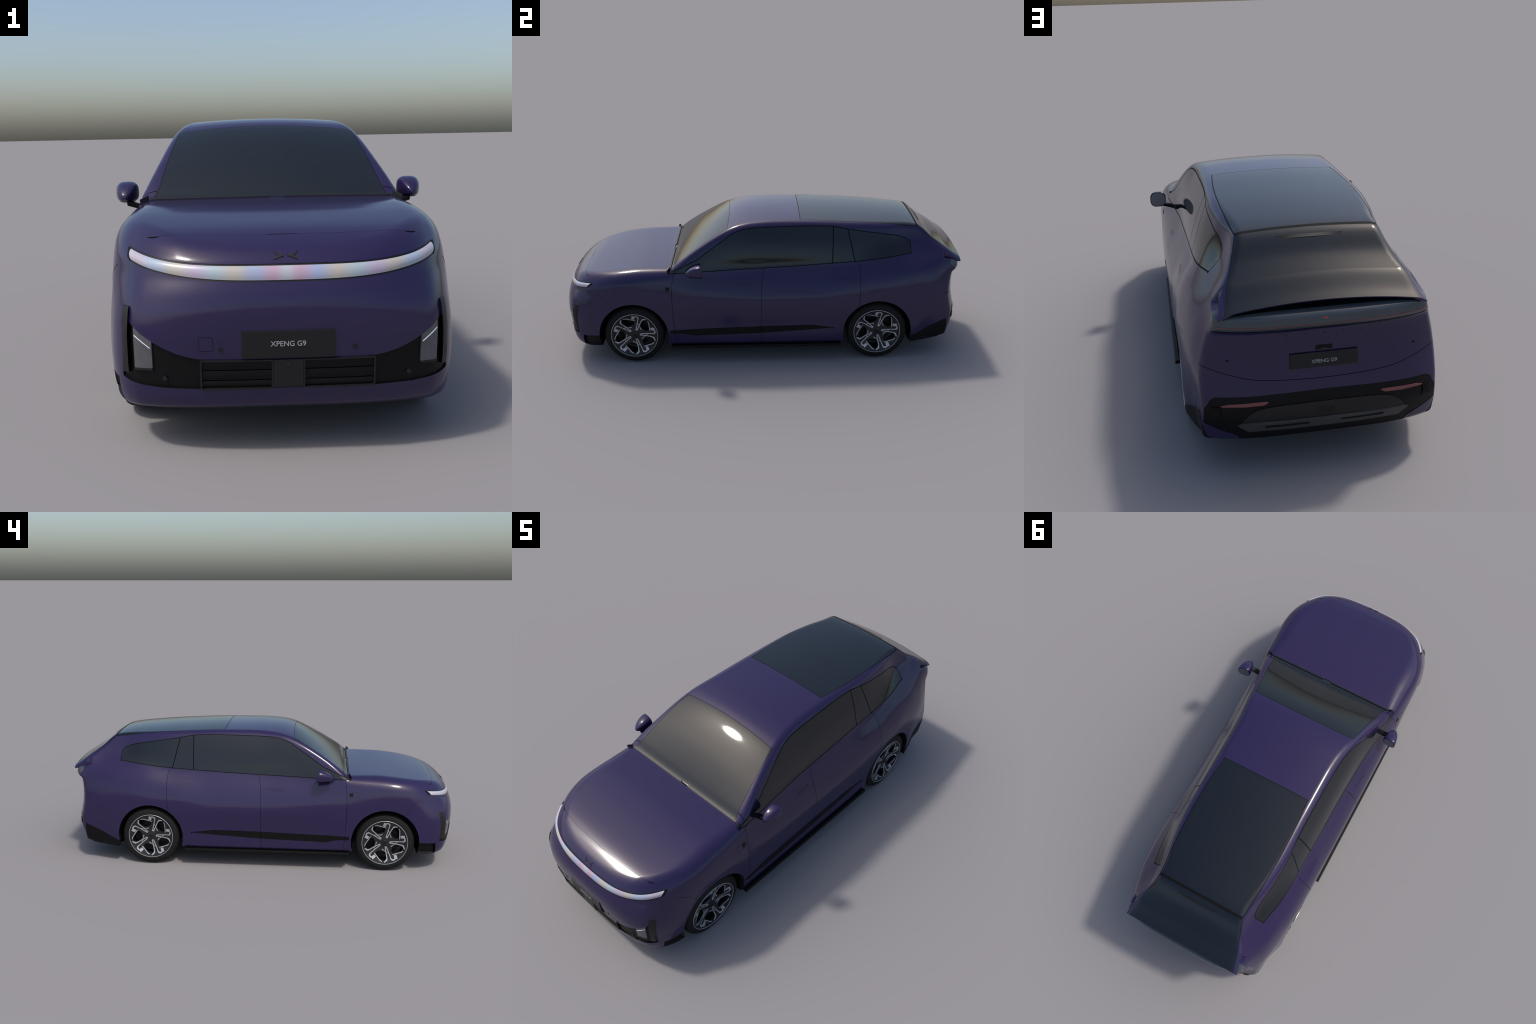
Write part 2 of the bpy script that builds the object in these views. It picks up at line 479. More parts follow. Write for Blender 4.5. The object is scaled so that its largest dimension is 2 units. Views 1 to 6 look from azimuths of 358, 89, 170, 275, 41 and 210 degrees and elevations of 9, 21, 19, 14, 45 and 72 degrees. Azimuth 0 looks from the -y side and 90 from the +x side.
sidezone = lambda A: (A[:, 0] > .17) & (A[:, 1] > -.88) & (A[:, 1] < .90)
WINDOW = [(-.461, .469), (-.33, .4715), (-.2, .4745), (.015, .480), (.18, .487), (.345, .496), (.47, .503), (.6, .516), (.734, .532),
          (.735, .575), (.722, .588), (.70, .598), (.66, .612), (.60, .6225), (.55, .631), (.48, .642), (.421, .652), (.38, .660), (.345, .6655),
          (.28, .669), (.2, .6695), (.02, .667), (-.055, .664), (-.09, .660), (-.125, .650), (-.155, .636), (-.231, .586), (-.32, .527)]
win = poly_sdf(WINDOW)
WINDSCREEN = [(-.01, -.449), (.312, -.449), (.303, -.430), (.294, -.40), (.285, -.345), (.2685, -.26), (.2525, -.170), (.19, -.166), (.1, -.163), (-.01, -.161)]
scr = poly_sdf(WINDSCREEN)
ROOF_PANE = [(-.01, .192), (.209, .191), (.2165, .28), (.2205, .36), (.2215, .45), (.219, .55), (.2135, .65), (.2035, .7665), (-.01, .7665)]
rfp = poly_sdf(ROOF_PANE)
REAR_PANE = [(-.01, .7755), (.2045, .7755), (.2215, .83), (.2410, .89), (.2610, .97), (-.01, .97)]
rrp = poly_sdf(REAR_PANE)
topzone = lambda A: A[:, 2] > .47
frontzone = lambda A: (A[:, 1] < -.80) & (A[:, 2] < .46)
backzone = lambda A: (A[:, 1] > .86) & (A[:, 2] < .512)

bar_top = lambda x: .391 + .0225*(np.abs(x)/.321)**4
bar_bot = lambda x: .364 + .0300*(np.abs(x)/.321)**3.2
BAR = [(-.01, .3895)] + [(x, bar_top(x)) for x in np.linspace(0, .3215, 14)] + [(x, bar_bot(x)) for x in np.linspace(.3215, 0, 14)] + [(-.01, .364)]
bar = poly_sdf(BAR)
MASK = [(-.01, .206), (.09, .206), (.15, .2065), (.175, .208), (.2, .2125), (.224, .2195), (.248, .2295), (.272, .242), (.296, .257), (.319, .276), (.337, .281),
        (.338, .158), (.32, .1525), (.29, .148), (.255, .1455), (.175, .1445), (-.01, .1445)]
msk = poly_sdf(MASK)
RMASK = [(-.01, .259), (.15, .2565), (.285, .253), (.300, .251), (.312, .243), (.318, .229), (.328, .216), (.330, .168), (.322, .164), (.24, .129), (.22, .06), (-.01, .06)]
rmk = poly_sdf(RMASK)
STRIP = [(.368, .178), (.30, .1885), (.237, .197), (-.007, .1935), (-.457, .181), (-.457, .165), (-.388, .1615), (-.341, .148), (-.007, .157), (.229, .1715), (.30, .177)]
stp = poly_sdf(STRIP)
CLAD = [(.60, .06), (.739, .124), (.923, .204), (.96, .204), (.96, .0), (.60, .0)]
cld = poly_sdf(CLAD)
FCLAD = [(-.893, .0), (-.893, .150), (-.80, .157), (-.70, .157), (-.70, .0)]
fcl = poly_sdf(FCLAD)
HOOD_LINE = Curve1([-.01, .1, .2, .265, .285, .31, .5], [-.886, -.884, -.877, -.866, -.852, -.80, -.5], .006, -.02, .5)
seam_front = Curve1([.05, .105, .165, .26, .32, .40, .44, .475, .6], [-.424, -.425, -.433, -.439, -.441, -.4395, -.436, -.427, -.40], .006, .0, .7)
seam_mid = Curve1([.05, .105, .30, .40, .435, .465, .49, .6], [-.0075, -.0075, -.006, -.004, -.001, .005, .011, .02], .006, .0, .7)
seam_rear = Curve1([.05, .29, .40, .47, .49, .51, .6], [.472, .4735, .4785, .4775, .472, .461, .44], .005, .0, .7)
seam_corner = Curve1([.05, .127, .2, .325, .508, .6], [.924, .922, .919, .914, .909, .906], .01, .0, .7)
seam_hatch = Curve1([-.1, .0, .12, .2, .237, .28, .322, .4], [.290, .289, .293, .3005, .309, .321, .3335, .353], .01, -.1, .4)

def arch(axle, r):
    return lambda A: np.hypot(A[:, 1] - axle[0], A[:, 2] - axle[1]) - r
arch_f, arch_r = arch(FRONT_AXLE, .1715), arch(REAR_AXLE, .1695)
archzone = lambda A: (A[:, 0] > .2)

gaps = []            # (signed field, half width, depth, mask) -> dark V grooves
def groove(field, w, depth, where):
    for off in (-w, 0., w):
        shell.cut(lambda A: field(A) - off, where)
    gaps.append((field, w, depth, where))

shell.cut(arch_f, archzone); shell.cut(arch_r, archzone)
A = shell.array()
C = shell.centroids()
keep = ~(((arch_f(C) < 0) | (arch_r(C) < 0)) & (C[:, 0] > .2))
shell.F = [f for f, k in zip(shell.F, keep) if k]

side_low = lambda A: sidezone(A) & (A[:, 0] > .30) & (win(YZ(A)) > .0005) & (A[:, 2] < .52)
shell.cut(lambda A: win(YZ(A)) - .0020, sidezone); shell.cut(lambda A: win(YZ(A)) + .0020, sidezone)
groove(lambda A: A[:, 1] - seam_front(A[:, 2]), .0009, .003, side_low)
groove(lambda A: A[:, 1] - seam_mid(A[:, 2]), .0009, .003, side_low)
groove(lambda A: A[:, 1] - seam_rear(A[:, 2]), .0009, .003, side_low)
win_in = lambda A: sidezone(A) & (win(YZ(A)) < .002)
pil_a = lambda A: A[:, 1] - (.345 + (A[:, 2] - .496)*.036)
pil_b = lambda A: A[:, 1] - (.456 - (A[:, 2] - .503)*.235)
for p in (pil_a, pil_b):
    groove(p, .0022, .001, win_in)
shell.cut(lambda A: A[:, 1] - (.012 + (A[:, 2] - .48)*-.02), win_in)
shell.cut(lambda A: stp(YZ(A)), lambda A: sidezone(A) & (A[:, 2] < .25))
shell.cut(lambda A: cld(YZ(A)), lambda A: (A[:, 0] > .28) & (A[:, 1] > .5) & (A[:, 2] < .3))
shell.cut(lambda A: fcl(YZ(A)), lambda A: (A[:, 0] > .28) & (A[:, 1] < -.6) & (A[:, 2] < .3))
shell.cut(lambda A: scr(XY(A)) - .001, topzone); shell.cut(lambda A: scr(XY(A)) + .001, topzone)
shell.cut(lambda A: rfp(XY(A)) - .0016, topzone); shell.cut(lambda A: rfp(XY(A)) + .0016, topzone)
shell.cut(lambda A: rrp(XY(A)) - .0012, topzone); shell.cut(lambda A: rrp(XY(A)) + .0012, topzone)
cowlzone = lambda A: (A[:, 0] < .338) & (A[:, 2] > .44) & (A[:, 1] < -.40) & (A[:, 1] > -.50)
groove(lambda A: A[:, 1] + .4505, .0022, .006, cowlzone)
hoodzone = lambda A: (A[:, 2] > .40) & (A[:, 1] < -.44)
shell.cut(lambda A: A[:, 1] - HOOD_LINE(A[:, 0]), hoodzone)
groove(lambda A: A[:, 1] - HOOD_LINE(A[:, 0]), .0004, .0005, lambda A: (A[:, 2] > .41) & (A[:, 1] < -.80) & (A[:, 0] < .287))
shell.cut(lambda A: bar(XZ(A)) - .0035, frontzone); shell.cut(lambda A: bar(XZ(A)), frontzone)
shell.cut(lambda A: msk(XZ(A)), frontzone)
shell.cut(lambda A: rmk(XZ(A)), backzone)
groove(lambda A: A[:, 2] - seam_hatch(A[:, 0]), .0009, .003, lambda A: (A[:, 1] > .90) & (A[:, 2] > .25) & (A[:, 2] < .36))
tail_lo = lambda A: A[:, 2] - (.444 + .004*(A[:, 0]/.3)**2)
shell.cut(tail_lo, lambda A: A[:, 1] > .90)
shell.cut(lambda A: A[:, 2] - .4975, lambda A: A[:, 1] > .93)
cornerzone = lambda A: (A[:, 1] > .88) & (A[:, 2] < .51) & (A[:, 2] > .12)
shell.cut(lambda A: A[:, 1] - seam_corner(A[:, 2]), cornerzone)
bumper_split = lambda A: (A[:, 1] + .80) + (A[:, 2] - .30)*1.0
shell.cut(bumper_split, lambda A: (A[:, 1] < -.70) & (A[:, 2] < .44))
shell.cut(lambda A: A[:, 2] - (FLOOR(A[:, 1]) + .006))

A = to_surface(shell.array(), 2)
A[np.abs(shell.array()[:, 0]) < 1e-7, 0] = 0.
A0 = shell.array()
NRM = normals_at(A); NRM[A[:, 0] == 0, 0] = 0
C = shell.centroids(); x, y, z = C.T
label = np.full(len(C), 'body', dtype=object)
nf = len(C)
label[(y < -.45) & (y > HOOD_LINE(x)) & (z > .40)] = 'hood'
label[(bumper_split(C) < 0) & (z < .44) & (y < -.70)] = 'nose'
label[(y < HOOD_LINE(x)) & (y < -.75) & (z >= .40)] = 'nose'
side = (x > .17)
doorband = side & (z < .53) & (win(YZ(C)) > 0) & (z > .099)
label[doorband & (y > seam_front(z)) & (y < seam_mid(z)) & (arch_f(C) > 0)] = 'door'
label[doorband & (y > seam_mid(z)) & (y < seam_rear(z))] = 'reardoor'
label[(y > seam_corner(z)) & (z < .444) & (z > seam_hatch(x))] = 'tailgate'
label[(y > seam_corner(z)) & (z <= seam_hatch(x))] = 'tail'
label[(y > .93) & (x < .296) & (tail_lo(C) > 0) & (z < .4975)] = 'taillens'
w = win(YZ(C)); inw = side & sidezone(C)
label[inw & (w < .0020)] = 'trim'
glass = inw & (w < -.0020)
label[glass] = 'rearpane'
label[glass & (pil_b(C) < 0)] = 'pillarpane'
label[glass & (pil_a(C) < 0)] = 'reardoorpane'
label[glass & (y < .012 + (z - .48)*-.02)] = 'doorpane'
tz = z > .47
s = scr(XY(C)); label[tz & (s < .001)] = 'trim'; label[tz & (s < -.001)] = 'windscreen'
s = rfp(XY(C)); label[tz & (s < .0016)] = 'trim'; label[tz & (s < -.0016)] = 'roofpane'
s = rrp(XY(C)); label[tz & (s < .0012)] = 'trim'; label[tz & (s < -.0012)] = 'backpane'
label[(z > .6) & (y > .764) & (y < .778) & (x < .2055) & (rfp(XY(C)) > -.0016) & (rrp(XY(C)) > -.0012)] = 'trim'
fz = (y < -.80) & (z < .46)
s = bar(XZ(C)); label[fz & (s < .0035)] = 'barframe'
label[fz & (msk(XZ(C)) < 0)] = 'mask'
label[(y > .86) & (z < .45) & (y > seam_corner(z) + .002) & (rmk(XZ(C)) < 0)] = 'rearmask'
label[side & sidezone(C) & (stp(YZ(C)) < 0) & (z < .25)] = 'strip'
label[(x > .28) & (y > .5) & (z < .3) & (cld(YZ(C)) < 0) & (y < seam_corner(z))] = 'clad'
label[(x > .28) & (y < -.6) & (z < .3) & (fcl(YZ(C)) < 0)] = 'frontclad'
for fld, wd, dp, wh in gaps:
    label[(np.abs(fld(C)) < wd) & wh(C)] = 'gap'
    on = (np.abs(fld(A0)) < 3e-5) & wh(A0)
    A[on] -= NRM[on]*dp
under = z < FLOOR(y) + .006
label[under] = 'under'

def part(labels, mat, name, parent, split=False, sink=0., rim=True):
    idx = [i for i in range(nf) if label[i] in labels]
    if not idx: return []
    used = {}; V = []; N = []; F = []
    for i in idx:
        f = []
        for v in shell.F[i]:
            if v not in used:
                used[v] = len(V); V.append(A[v]); N.append(NRM[v])
            f.append(used[v])
        F.append(f)
    V = np.array(V); N = np.array(N)
    if sink:
        edges = {}
        for f in F:
            for a, b in zip(f, f[1:] + f[:1]): edges[(a, b)] = 1
        bd = [(a, b) for (a, b) in edges if (b, a) not in edges and not (V[a][0] == 0 and V[b][0] == 0)]
        n0 = len(V)
        V = np.concatenate([V - N*sink, V]); N = np.concatenate([N, N])
        skirt = [[b, a, n0 + a, n0 + b] for a, b in bd]
    else:
        skirt = []
    out = []
    def make(V, F, N):
        return add_mesh(name, V, F, mat, parent, normals=N if not skirt else None, angle=40 if skirt else None)
    if split:
        F = F + skirt
        out.append(make(V, F, N)); V2, F2 = mirrored(V, F)
        out.append(make(V2, F2, N*[-1, 1, 1]))
    else:
        F = F + skirt
        n0 = len(V); m = np.arange(n0); off = n0
        mp = np.empty(n0, int); extra = []
        for i in range(n0):
            if V[i][0] == 0: mp[i] = i
            else: mp[i] = n0 + len(extra); extra.append(i)
        V2 = np.concatenate([V, V[extra]*[-1, 1, 1]]); N2 = np.concatenate([N, N[extra]*[-1, 1, 1]])
        F2 = F + [[mp[v] for v in f][::-1] for f in F]
        out.append(make(V2, F2, N2))
    return out

BODY = part(['body'], PAINT, 'body', CAR)[0]
HOOD = part(['hood'], PAINT, 'hood', CAR)[0]
BUMPER = part(['nose'], PAINT, 'bumper', CAR)[0]
TAILGATE = part(['tailgate'], PAINT, 'tailgate', CAR)[0]
BUMPER2 = part(['tail'], PAINT, 'bumper', CAR)[0]
DOORS = part(['door'], PAINT, 'door', CAR, split=True)
RDOORS = part(['reardoor'], PAINT, 'door', CAR, split=True)
for o, p in zip(part(['doorpane'], GLASS, 'side_window', CAR, split=True), DOORS): o.parent = p
for o, p in zip(part(['reardoorpane'], GLASS, 'side_window', CAR, split=True), RDOORS): o.parent = p
for o, p in zip(part(['pillarpane'], GLASS, 'side_window', CAR, split=True), RDOORS): o.parent = p
part(['rearpane'], GLASS, 'quarter_window', CAR, split=True)
part(['windscreen'], GLASS, 'windscreen', CAR)
part(['roofpane'], ROOFGLASS, 'glass_roof', CAR)
part(['backpane'], ROOFGLASS, 'rear_window', CAR)
part(['taillens'], TAILLENS, 'tail_light', CAR)
part(['trim'], RUBBER, 'window_seal', CAR)
part(['gap'], GAP, 'shut_line', CAR)
part(['barframe'], GREYBLACK, 'light_bar_frame', CAR, sink=.001)
MASKO = part(['mask'], BLACK, 'lower_grille_surround', CAR, sink=.004)[0]
RMASKO = part(['rearmask'], BLACK, 'rear_bumper_insert', CAR, sink=.001)[0]
part(['strip'], BLACK, 'door_cladding', CAR, split=True, sink=-.0015)
part(['clad'], BLACK, 'corner_cladding', CAR, split=True, sink=-.001)
part(['frontclad'], BLACK, 'corner_cladding', CAR, split=True, sink=.012)
part(['under'], UNDER, 'underbody', CAR)

# wheel arch liners
for axle, r in ((FRONT_AXLE, .1715), (REAR_AXLE, .1695)):
    a0 = math.asin((.097 - axle[1])/r)
    th = np.linspace(a0, math.pi - a0, 49)
    yy = axle[0] + r*np.cos(th); zz = axle[1] + r*np.sin(th)
    Pm = on_side(yy, zz)
    rows = [Pm + [-.001, 0, 0]]
    rows.append(Pm + [-.006, 0, 0])
    for xx, g in ((.355, .008), (.33, .012), (.20, .014)):
        rows.append(np.stack([np.full_like(yy, xx), axle[0] + (r+g)*np.cos(th), axle[1] + (r+g)*np.sin(th)], 1))
    rows.append(np.stack([np.full_like(yy, .195), axle[0] + .02*np.cos(th), axle[1] + .02*np.sin(th)], 1))
    n = len(th); V = np.concatenate(rows); F = []
    for i in range(len(rows)-1):
        for j in range(n-1): F.append([i*n+j, (i+1)*n+j, (i+1)*n+j+1, i*n+j+1])
    F.append([(len(rows)-2)*n, (len(rows)-1)*n, (len(rows)-1)*n + n-1, (len(rows)-1)*n - 1])
    both_sides('wheel_arch_liner', V, F, UNDER, CAR, angle=40)

# ------------------------------------------------------------------ spoiler lip
yy = np.linspace(.900, .982, 12); rel = np.linspace(-1, 1, 61)
top = np.empty((61, 12, 3)); bot = np.empty((61, 12, 3))
ref = .266*rel; droop = TOP(.900) - CROWN(.900)*ref**2 - on_top(ref, np.full(61, .900))[:, 2]
for j, yv in enumerate(yy):
    hw = np.interp(yv, [.900, .95, .97, .982], [.266, .275, .280, .282])
    xv = rel*hw
    zt = TOP(yv) - CROWN(yv)*xv**2 - droop*np.interp(yv, [.900, .982], [1, .45]) + .0008*np.clip((yv - .900)/.01, 0, 1)
    top[:, j] = np.stack([xv, np.full(61, yv), zt], 1)
    zb = zt - np.interp(yv, [.900, .96, .982], [.022, .013, .0035])
    cheek = np.clip((np.abs(rel) - .86)/.10, 0, 1)     # the ends reach down to the tail lights
    zb = (1 - cheek)*zb + cheek*np.minimum(zb, np.interp(yv, [.900, .94, .982], [.505, .499, .4865]))
    bot[:, j] = np.stack([xv*.995, np.full(61, yv - .002), zb], 1)
V, F = slab(top, bot); V, F = orient(V, F, np.array([0, 0, 1.]))
sp = add_mesh('spoiler', V, F, PAINT, CAR, angle=50)
sp.data.materials.append(ROOFGLASS)
for p in sp.data.polygons:
    c = p.center
    if abs(c.x) < np.interp(c.y, [.900, .982], [.2440, .2640]) and p.normal.z > .3: p.material_index = 1
# roof edge deflector on the rear screen
xs = np.linspace(-.095, .095, 25)
thick = .005*(1 - (xs/.096)**2)
ru = np.stack([xs, .800 + .0*xs, TOP(.800) - CROWN(.8)*xs**2 + .0015], 1)
rl = np.stack([xs, .800 + .006 + .6*thick, TOP(.812) - CROWN(.8)*xs**2 + .003 + thick*.4], 1)
front = np.stack([ru, rl], 1); back = front - [0, 0, .012]
V, F = slab(front, back); V, F = orient(V, F, np.array([0, .3, 1.]))
add_mesh('brake_light', V, F, GREYBLACK, CAR, angle=30)

# ------------------------------------------------------------------ nose details
xs = np.linspace(-.3205, .3205, 121)
ts = np.linspace(0, 1, 9); G = []
for t in ts:
    zz = bar_bot(xs)*(1-t) + bar_top(xs)*t
    P = on_front(xs, zz); N = normals_at(P)
    G.append(P + N*(.0004 + .0038*(1 - (2*t-1)**2)))
front = np.stack(G, 1); nb = normals_at(front.reshape(-1, 3)).reshape(front.shape)
V, F = slab(front, front - nb*.012); V, F = orient(V, F, np.array([0, -1., 0]))
add_mesh('light_bar', V, F, LIGHTBAR, CAR, angle=45)
both_sides('light_bar_cap', *patch('front', [(.3215, .392), (.327, .397), (.327, .416), (.3215, .414)], 3, 4, .002, .006), BLACK, CAR, angle=40)

arrow = [(.003, .408), (.024, .4155), (.0155, .4085), (.0245, .401)]
arrow = [np.array(arrow[i])*(1-t) + np.array(arrow[(i+1) % 4])*t for i in range(4) for t in (0, .5)]
both_sides('emblem', *outline_patch('front', arrow, .0016, .003), GREYBLACK, CAR, angle=30)

def plate(name, cx, hw, z0, z1, y0, y1, thick, facing):
    V = np.array([(-hw, y0, z0), (hw, y0, z0), (hw, y1, z1), (-hw, y1, z1)]) + [cx, 0, 0]
    back = V - np.array([0, facing*thick, 0])
    V = np.concatenate([V, back])
    F = [[0,1,2,3],[7,6,5,4],[0,4,5,1],[1,5,6,2],[2,6,7,3],[3,7,4,0]]
    if facing > 0: F = [f[::-1] for f in F]
    o = add_mesh(name, V, F, GREYBLACK, CAR, smooth=False); bevel(o, .0012); return o
PLATE1 = plate('number_plate', 0, .0925, .2095, .267, -.9935, -.9985, .012, -1)
PLATE2 = plate('number_plate', 0, .0935, .3215, .3645, .9735, .9725, .010, 1)

def lettering(text, width, loc, rot, parent):
    cu = bpy.data.curves.new('lettering', 'FONT'); cu.body = text
    cu.align_x = 'CENTER'; cu.align_y = 'CENTER'; cu.extrude = .02; cu.offset = .006
    tmp = bpy.data.objects.new('tmp', cu); bpy.context.collection.objects.link(tmp)
    dg = bpy.context.evaluated_depsgraph_get(); dg.update()
    me = bpy.data.meshes.new_from_object(tmp.evaluated_get(dg))
    bpy.data.objects.remove(tmp); bpy.data.curves.remove(cu)
    me.materials.clear(); me.materials.append(LETTER)
    n = len(me.vertices); co = np.empty(n*3); me.vertices.foreach_get('co', co); co = co.reshape(-1, 3)
    s = width/(co[:, 0].max() - co[:, 0].min()); co[:, :2] -= (co[:, :2].max(0) + co[:, :2].min(0))/2
    co[:, :2] *= s; co[:, 2] *= .03
    me.vertices.foreach_set('co', co.ravel()); me.update()
    o = bpy.data.objects.new('lettering', me); bpy.context.collection.objects.link(o)
    o.rotation_euler = rot; o.location = loc; o.parent = parent
    return o
lettering('XPENG G9', .070, (0, -.9965, .2400), (math.pi/2 - .086, 0, 0), PLATE1)
lettering('XPENG G9', .070, (0, .9733, .3390), (math.pi/2, 0, math.pi), PLATE2)

# headlamps sit in the black surround, with a bright slash and an outer air blade
for sgn in (1, -1):
    def put(name, VF, mat, parent=None, **kw):
        V, F = VF
        if sgn < 0: V, F = mirrored(V, F)
        return add_mesh(name, V, F, mat, parent or CAR, **kw)
    lamp = put('headlamp', patch('front', [(.2725, .1855), (.3105, .1835), (.3110, .2690), (.2730, .2455)], 8, 12, -.0005, .01), LAMP, angle=40)
    put('headlamp_strip', patch('front', [(.276, .2275), (.3085, .2510), (.3085, .2525), (.276, .2290)], 8, 3, .0008, .004), DRL, lamp, angle=40)
    put('headlamp_bezel', patch('front', [(.2725, .1815), (.3110, .1790), (.3105, .1832), (.2725, .1852)], 8, 3, .0005, .01), GREYBLACK, lamp, angle=40)
    G = []
    for t in np.linspace(0, 1, 16):
        zc = .1705 + t*.136; xc = .3285 - .0035*max(0, (t-.6)/.4)
        P = on_front(np.array([xc - .0062, xc, xc + .0062]), zc); N = normals_at(P)
        G.append(P + N*.001 + np.array([.15, -1, 0])*(.0030 + (.0025 if .08 < t < .95 else 0)))
    fr = np.stack(G, 0)
    put('air_blade', orient(*slab(fr, fr + np.array([0, .022, 0])), np.array([0, -1., 0])), GREYBLACK, angle=40)
    # intake frame and slats
    for zz in (.1465, .2055):
        put('grille_frame', patch('front', [(.031, zz - .0013), (.174, zz - .0013), (.174, zz + .0013), (.031, zz + .0013)], 14, 2, .0045, .012), GREYBLACK, MASKO, smooth=False)
    for xx in (.0318, .1735):
        put('grille_frame', patch('front', [(xx - .0017, .1465), (xx + .0017, .1465), (xx + .0017, .2055), (xx - .0017, .2055)], 2, 10, .0047, .012), GREYBLACK, MASKO, smooth=False)
    for z0, z1 in ((.1485, .1622), (.1642, .1838), (.1858, .2038)):
        put('grille_slat', patch('front', [(.034, z0), (.1715, z0), (.1715, z1), (.034, z1)], 14, 4, .0005, .012, bulge=.002), BLACK, MASKO, angle=40)
    put('parking_sensor', disc('front', .1335, .2285, .0050, .0015, .004), GREYBLACK, BUMPER, angle=40)
    put('parking_sensor', disc('front', .2475, .1660, .0048, .0015, .012), GREYBLACK, BUMPER, angle=40)
add_mesh('radar_cover', *patch('front', [(-.0295, .148), (.0295, .148), (.0295, .2065), (-.0295, .2065)], 6, 6, .005, .012), GREYBLACK, MASKO, angle=40)
add_mesh('camera_lens', *disc('front', 0, .199, .0038, .0065, .004), RIMDARK, MASKO, angle=40)

def ring_outline(where, outline, w, proud=.0004, depth=.002):
    """thin closed line following an outline"""
    fn, d = PLACE[where]
    O = np.asarray(outline, float); n = len(O)
    tang = np.roll(O, -1, 0) - np.roll(O, 1, 0); tang /= np.linalg.norm(tang, axis=1)[:, None]
    nn = np.stack([-tang[:, 1], tang[:, 0]], 1)
    a = fn(*(O + nn*w).T); b = fn(*(O - nn*w).T)
    a = a + normals_at(a)*proud; b = b + normals_at(b)*proud
    V = np.concatenate([a, b]); F = [[k, (k+1) % n, n + (k+1) % n, n + k] for k in range(n)]
    return orient(V, F, d)
def round_rect(x0, x1, z0, z1, r, n=5):
    out = []
    for cx, cz, a0 in ((x1-r, z1-r, 0), (x0+r, z1-r, 90), (x0+r, z0+r, 180), (x1-r, z0+r, 270)):
        for k in range(n+1):
            a = math.radians(a0 + 90*k/n); out.append((cx + r*math.cos(a), cz + r*math.sin(a)))
    return out
add_mesh('tow_eye_cover', *ring_outline('front', round_rect(-.1772, -.1488, .2255, .2545, .005), .0005), FAINT, BUMPER)
# short shut-line slits at the leading edge of the bonnet
for x0, x1, wv in ((.258, .284, .0016), (-.284, -.258, .0016), (-.036, .030, .0009)):
    xs = np.linspace(x0, x1, 14); t = np.linspace(0, 1, 14); ww = wv*np.sin(np.pi*np.clip(t, .03, .97))**.7
    if wv < .001: ww = ww*(.55 + .45*np.sin(xs*900))
    yc = HOOD_LINE(np.abs(xs))
    a = on_top(xs, yc - ww); b = on_top(xs, yc + ww)
    a = a + normals_at(a)*.0005; b = b + normals_at(b)*.0005
    V, F = slab(np.stack([a, b], 1), np.stack([a, b], 1) - [0, 0, .002])
    add_mesh('bonnet_slit', *orient(V, F, np.array([0, 0, 1.])), GAP, HOOD, smooth=False)

# cowl strips and end tabs below the windscreen
for x0, x1 in ((-.318, -.005), (.035, .318)):
    xs = np.linspace(x0, x1, 30)
    a = on_top(xs, np.full(30, -.4525)); b = on_top(xs, np.full(30, -.4440))
    fr = np.stack([a + [0, 0, .002], b + [0, 0, .0035]], 1)
    add_mesh('wiper', *orient(*slab(fr, fr - [0, 0, .006]), np.array([0, 0, 1.])), GREYBLACK, CAR, angle=30)
tri = np.array([[(.321, -.452, .496), (.321, -.448, .497)], [(.343, -.463, .4865), (.344, -.459, .4865)], [(.342, -.463, .476), (.343, -.459, .476)], [(.321, -.452, .482), (.321, -.448, .482)]])
V = np.concatenate([tri[:, 0], tri[:, 1]]); F = [[0,1,2,3],[7,6,5,4],[0,4,5,1],[1,5,6,2],[2,6,7,3],[3,7,4,0]]
both_sides('cowl_tab', V, F, GREYBLACK, CAR, smooth=False)

# ------------------------------------------------------------------ side details
for k, (y0, y1, z0, z1, tilt) in enumerate([(-.123, -.038, .4065, .4155, .0), (.350, .436, .4225, .4315, .0)]):
    for o, p in zip(both_sides('handle', *ring_outline('side', [(yy, zz + (yy - y0)*.05) for yy, zz in round_rect(y0, y1, z0, z1, .004)], .00045), FAINT, CAR), (DOORS, RDOORS)[k]):
        o.parent = p
both_sides('charge_port', *ring_outline('side', round_rect(-.506, -.450, .386, .413, .010), .00045), FAINT, CAR)
both_sides('side_camera', *patch('side', [(-.470, .391), (-.4535, .391), (-.4535, .4075), (-.470, .4075)], 4, 4, .001, .004), BLACK, CAR, smooth=False)
P2 = spline_pts([(-.728, .300), (-.745, .322), (-.775, .352), (-.812, .377)], 5)
a = on_side(*(np.array(P2) + [.0003, .0003]).T); b = on_side(*(np.array(P2) - [.0003, .0003]).T)
fr = np.stack([a, b], 1); nn = normals_at(fr.reshape(-1, 3)).reshape(fr.shape)
both_sides('bumper_joint', *orient(*slab(fr + nn*.0004, fr - nn*.002), np.array([1., 0, 0])), FAINT, CAR, smooth=False)

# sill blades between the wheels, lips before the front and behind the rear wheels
def blade(name, pts, ztop, zbot, inner):
    P = np.array(pts, float)          # (x, y) along the outer edge
    n = len(P)
    zt = np.broadcast_to(ztop, n); zb = np.broadcast_to(zbot, n)
    o_t = np.stack([P[:, 0], P[:, 1], zt], 1); o_b = np.stack([P[:, 0] + .001, P[:, 1], zb], 1)
    i_t = o_t - [inner, 0, 0]; i_b = o_b - [inner, 0, 0]
    V = np.concatenate([o_t, o_b, i_b, i_t]); F = []
    for r in range(4):
        s = (r+1) % 4
        for k in range(n-1): F.append([r*n+k, r*n+k+1, s*n+k+1, s*n+k])
    F.append([0, n, 2*n, 3*n]); F.append([4*n-1, 3*n-1, 2*n-1, n-1])
    V, F = orient(V, F, np.array([1., 0, 0]))
    for o in both_sides(name, V, F, BLACK, CAR, smooth=False): bevel(o, .002)
